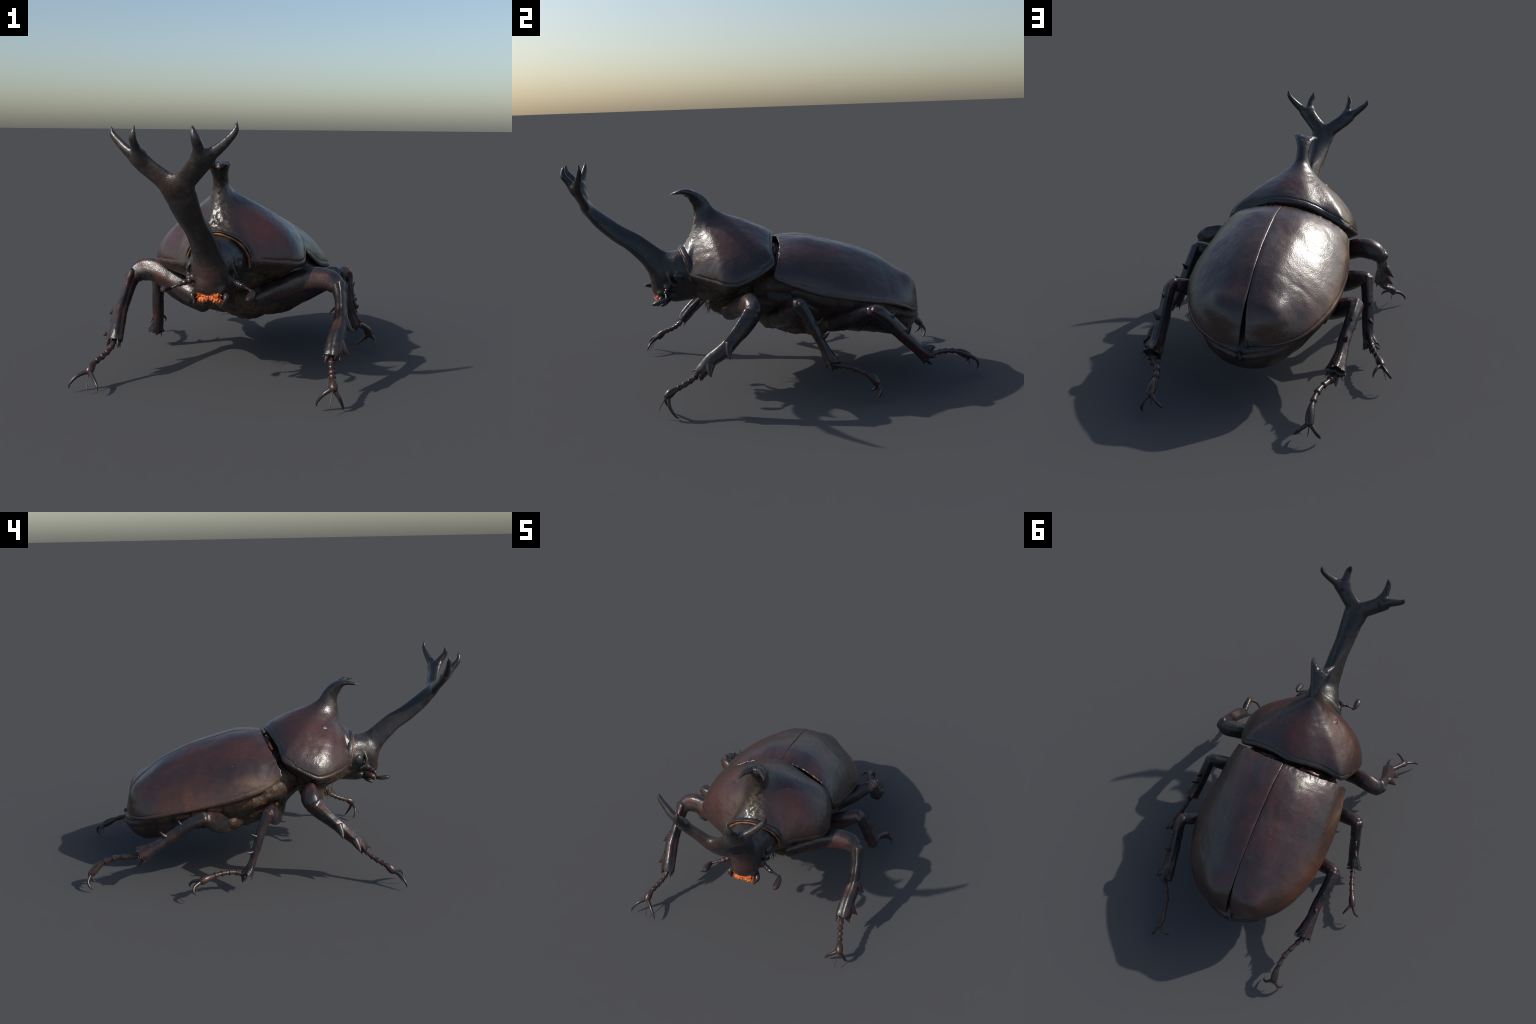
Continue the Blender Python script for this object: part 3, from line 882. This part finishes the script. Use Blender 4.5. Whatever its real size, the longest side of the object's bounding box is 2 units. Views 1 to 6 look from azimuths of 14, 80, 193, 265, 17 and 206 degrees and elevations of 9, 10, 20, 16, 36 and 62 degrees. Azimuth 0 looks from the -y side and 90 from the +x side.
# ---- legs
def on_path(P, u):
    D = spline(P, 200)
    i = int(np.clip(u, 0, 1) * 199)
    t = unit(D[min(i + 1, 199)] - D[max(i - 1, 0)])
    return D[i], t

def build_leg(femur, fr, tibia, tr, hint, teeth, tarsus, claws, bristle, troch):
    femur, tibia, tarsus = arr(femur), arr(tibia), arr(tarsus)
    V, F = tube(femur, fr, hint=(0, 0, 1), seg=40, n=60, wob=lambda u, a: 1 + .045 * np.cos(a * 3 + .9) + .03 * np.cos(a * 5 + u * 3))
    F4 = np.array([f for f in F if len(f) == 4])
    V = relief(V, F4, (.05, .0026), (.018, .0006))
    t = ball(troch, (.035, .032, .032), 18)
    t = (relief(t[0], np.array([f for f in t[1] if len(f) == 4]), (.02, .004)), t[1])
    leg = make("leg", t, M_UND, beetle)
    fem = make("femur", (V, F), M_LEG, leg)
    # shin, ending in a scalloped cup
    def wob(u, a):                       # squarish, ridged section, scalloped at the mouth
        return 1 + .07 * np.cos(a * 4 + .6) + .03 * np.cos(a * 7 + 1.3) + .03 * np.sin(a * 2 + u * 7) + .07 * smoothstep(.90, .98, u) * np.cos(a * 5)
    V, F = tube(tibia, tr, hint=hint, seg=40, n=90, wob=wob, tip=True)
    mouth, mt = tibia[-1], unit(tibia[-1] - tibia[-2])
    hu = unit(arr(hint) - (arr(hint) @ mt) * mt)
    hw = np.cross(mt, hu)
    comb = []
    for k in range(7):                   # comb of stout bristles round the mouth
        ang = 2 * math.pi * (k + .3) / 7
        q = mouth + math.cos(ang) * hu * tr[-1][0] * .93 + math.sin(ang) * hw * tr[-1][1] * .93 - mt * .004
        comb.append(thorn(q, q + mt * (.014 + .008 * (k % 3)) + (q - mouth) * .25, .0045, seg=8, n=6))
    F4 = np.array([f for f in F if len(f) == 4])
    V = relief(V, F4, (.035, .0018), (.014, .0005))
    make("tibia", join([(V, F)] + comb), M_LEG, leg)
    knee = tibia[0]
    make("knee_joint", tube([femur[-1] * .3 + knee * .7 + unit(femur[-1] - femur[-2]) * .004, knee * .75 + tibia[1] * .25], [(.72 * tr[0][0], .72 * tr[0][1])] * 2, hint=hint, seg=20, n=8), M_MEMB, leg)
    for b, tip, r in teeth:
        if isinstance(b, float):
            p, tt = on_path(tibia, b)
        else:
            p = arr(b)
        tip = arr(tip)
        dirn = unit(tip - p)
        make("spine", thorn(p - dirn * .004, tip + dirn * .004, r * 1.12, bend=-.10 * np.linalg.norm(tip - p) * unit(tibia[-1] - tibia[0]) * -1, seg=12, n=12), M_LEG, leg)
    # foot: five beads, each flaring to its far end
    L = np.r_[0, np.cumsum(np.linalg.norm(np.diff(spline(tarsus, 100), axis=0), axis=1))][-1]
    prof = lambda u: np.where(u < .66, .0098 + .0064 * ((u / .165) % 1.0) ** 1.5, .0092 + .0110 * np.sin(np.clip((u - .66) / .34, 0, 1) ** 1.2 * 2.2))
    D = spline(tarsus, 100)
    u = np.linspace(0, 1, 100)
    r = prof(u)
    V, F = tube(D, np.stack([r, r * .95], 1), hint=(.2, .1, 1), seg=16, n=100)
    parts = [(V, F)]
    for k in range(1, 5):
        p, t_ = D[int(k * 16.4) - 2], unit(D[int(k * 16.4)] - D[int(k * 16.4) - 3])
        down = unit(arr((0, 0, -1)) + t_ * .9)
        for sx in (-1, 1):
            q = unit(np.cross(t_, (0, 0, 1))) * sx
            parts.append(thorn(p + q * .004, p + down * .018 + q * .010, .0032, seg=7, n=5))
            parts.append(thorn(p + q * .004, p + t_ * .012 - arr((0, 0, -1)) * .010 + q * .006, .003, seg=7, n=5))
    make("tarsus", join(parts), M_TAR, leg)
    end, td = D[-1], unit(D[-1] - D[-6])
    for c, bend in claws:
        c = arr(c)
        make("claw", tube([end - td * .006, end * .55 + c * .45 + arr(bend), end * .15 + c * .85 + arr(bend) * .75, c], [(.0108, .0098), (.0082, .0072), (.0054, .0046), (.0014, .0014)], hint=(.1, .2, 1), seg=14, n=26), M_CLAW, leg)
    if bristle is not None:
        q = arr(bristle)
        make("bristle", join([tube([end, end * .5 + q * .5 + arr((0, 0, .004)), q], [.0035, .0022, .0020], seg=8, n=12),
                              thorn(q, q + unit(q - end) * .012 + arr((.004, 0, -.004)), .002, seg=6, n=4)]), M_TAR, leg)
    return leg

FR = [(.045, .036), (.047, .038), (.052, .042), (.050, .044), (.040, .042)]
# front legs
build_leg([(.150, -.235, .370), (.25, -.200, .415), (.35, -.175, .452), (.44, -.160, .457), (.484, -.163, .437)], FR,
          [(.500, -.172, .434), (.514, -.210, .386), (.525, -.270, .325), (.525, -.313, .283), (.518, -.366, .247), (.515, -.405, .205), (.511, -.425, .182)], [(.036, .044), (.025, .040), (.027, .033), (.033, .033), (.036, .031), (.038, .030), (.034, .026)], (1, .1, -.1),
          [((.535, -.285, .315), (.583, -.291, .262), .022), ((.530, -.375, .235), (.577, -.380, .186), .024), ((.532, -.412, .200), (.550, -.425, .163), .014), ((.49, -.425, .185), (.484, -.437, .160), .010)],
          [(.509, -.425, .182), (.514, -.460, .158), (.523, -.500, .139), (.535, -.553, .118), (.541, -.578, .100)],
          [((.476, -.570, .020), (-.012, -.012, .010)), ((.575, -.533, .0015), (.010, -.014, .004))], (.534, -.616, .041), (.165, -.225, .375))
build_leg([(-.145, -.235, .372), (-.25, -.19, .420), (-.35, -.168, .462), (-.42, -.158, .460), (-.452, -.163, .438)], FR,
          [(-.460, -.170, .436), (-.462, -.205, .400), (-.462, -.268, .344), (-.463, -.327, .294), (-.456, -.375, .250), (-.449, -.412, .211), (-.447, -.430, .187)], [(.036, .044), (.024, .040), (.026, .032), (.032, .031), (.035, .030), (.036, .029), (.033, .025)], (-1, .1, -.1),
          [((-.475, -.290, .325), (-.524, -.302, .276), .022), ((-.470, -.372, .245), (-.515, -.393, .198), .023), ((-.468, -.415, .205), (-.482, -.434, .166), .014), ((-.43, -.43, .19), (-.425, -.445, .165), .010)],
          [(-.448, -.432, .184), (-.458, -.452, .160), (-.474, -.482, .138), (-.502, -.535, .110), (-.510, -.566, .082)],
          [((-.578, -.618, .019), (-.008, -.004, .016)), ((-.438, -.634, .026), (.006, -.006, .012))], (-.497, -.615, .021), (-.150, -.225, .375))
MR = [(.046, .042), (.055, .040), (.049, .037), (.036, .034), (.030, .032)]
# middle legs
build_leg([(.17, -.01, .315), (.28, .015, .365), (.37, .037, .415), (.43, .055, .445), (.455, .062, .452)], MR,
          [(.455, .064, .452), (.472, .100, .388), (.488, .131, .323), (.506, .160, .255), (.532, .192, .182)], [(.030, .030), (.026, .028), (.025, .028), (.022, .026), (.034, .032)], (0, 1, .4),
          [(.38, (.500, .160, .392), .014), (.58, (.532, .182, .330), .015), ((.545, .195, .200), (.548, .232, .192), .013), ((.541, .19, .18), (.535, .218, .150), .011), ((.54, .19, .18), (.542, .192, .145), .010), ((.535, .18, .185), (.506, .19, .165), .010)],
          [(.541, .195, .175), (.544, .235, .170), (.551, .289, .155), (.574, .358, .122), (.585, .395, .082)],
          [((.522, .378, .024), (-.006, .016, -.004)), ((.612, .384, .022), (.012, .014, .004))], (.57, .40, .05), (.19, -.01, .32))
build_leg([(-.16, -.01, .285), (-.26, .01, .325), (-.34, .030, .360), (-.40, .045, .382), (-.422, .052, .388)], MR,
          [(-.424, .055, .392), (-.435, .086, .320), (-.448, .117, .228), (-.461, .147, .140), (-.480, .174, .092)], [(.027, .031), (.022, .028), (.021, .027), (.019, .026), (.030, .037)], (0, 1, .4),
          [(.38, (-.462, .146, .302), .013), (.60, (-.482, .172, .210), .014), ((-.485, .180, .105), (-.528, .184, .080), .014), ((-.48, .19, .10), (-.445, .205, .078), .011), ((-.482, .19, .09), (-.485, .195, .055), .010)],
          [(-.483, .195, .098), (-.492, .235, .116), (-.511, .295, .121), (-.542, .365, .115), (-.560, .403, .105)],
          [((-.612, .427, .057), (-.006, .022, .008)), ((-.532, .458, .066), (.006, .010, .014))], (-.585, .43, .062), (-.18, -.01, .29))
HR = [(.046, .046), (.054, .039), (.047, .037), (.037, .034), (.032, .033)]
# hind legs
build_leg([(.14, .21, .275), (.25, .275, .305), (.35, .35, .345), (.415, .402, .378), (.442, .418, .388)], HR,
          [(.446, .425, .392), (.457, .456, .374), (.451, .516, .318), (.449, .575, .258), (.447, .642, .194), (.449, .698, .152)], [(.031, .032), (.033, .028), (.033, .029), (.033, .030), (.030, .032), (.047, .043)], (0, .5, .85),
          [(.26, (.470, .520, .378), .014), (.54, (.482, .598, .312), .016), ((.46, .685, .175), (.482, .712, .204), .017), ((.445, .69, .135), (.417, .700, .112), .013), ((.45, .69, .13), (.452, .712, .100), .012), ((.45, .70, .15), (.458, .735, .140), .012)],
          [(.449, .698, .152), (.425, .740, .150), (.385, .804, .143), (.362, .888, .126), (.362, .948, .098)],
          [((.379, .978, .028), (.006, .022, .012)), ((.300, .957, .043), (-.004, .014, .010))], (.352, .955, .055), (.16, .215, .28))
build_leg([(-.13, .21, .262), (-.24, .265, .290), (-.33, .325, .328), (-.395, .352, .364), (-.418, .366, .376)], HR,
          [(-.420, .370, .382), (-.416, .440, .352), (-.401, .533, .289), (-.398, .611, .241), (-.391, .693, .194)], [(.031, .032), (.030, .028), (.029, .026), (.027, .027), (.041, .043)], (0, .5, .85),
          [(.30, (-.418, .500, .372), .014), (.56, (-.418, .592, .320), .016), ((-.385, .69, .2), (-.352, .718, .213), .015), ((-.405, .69, .19), (-.432, .705, .196), .015), ((-.394, .69, .165), (-.40, .715, .138), .012), ((-.39, .69, .16), (-.372, .71, .14), .010)],
          [(-.392, .700, .184), (-.372, .755, .178), (-.342, .828, .164), (-.332, .905, .129), (-.336, .956, .082)],
          [((-.382, .940, .016), (-.010, .020, .002)), ((-.278, .942, .015), (.010, .020, .004))], (-.335, .965, .04), (-.14, .215, .265))

# ---- golden hair on the underside
def build_hair():
    parts = []
    for sx in (1, -1):
        for i in range(70):                            # fringe below the pronotum's rim
            u = rng.random()
            p = arr((sx * (.07 + .10 * u), -.34 + .14 * u + rng.normal(0, .01), .405 - .01 * u + rng.normal(0, .012)))
            d = arr((sx * .35 + rng.normal(0, .25), -.35 + rng.normal(0, .25), -.8))
            parts.append(thorn(p, p + unit(d) * rng.uniform(.02, .05), .0016, (0, 0, .002), 5, 4))
    make("underside_hair", join(parts), M_HAIR, beetle, kind="stuff")

build_hair()
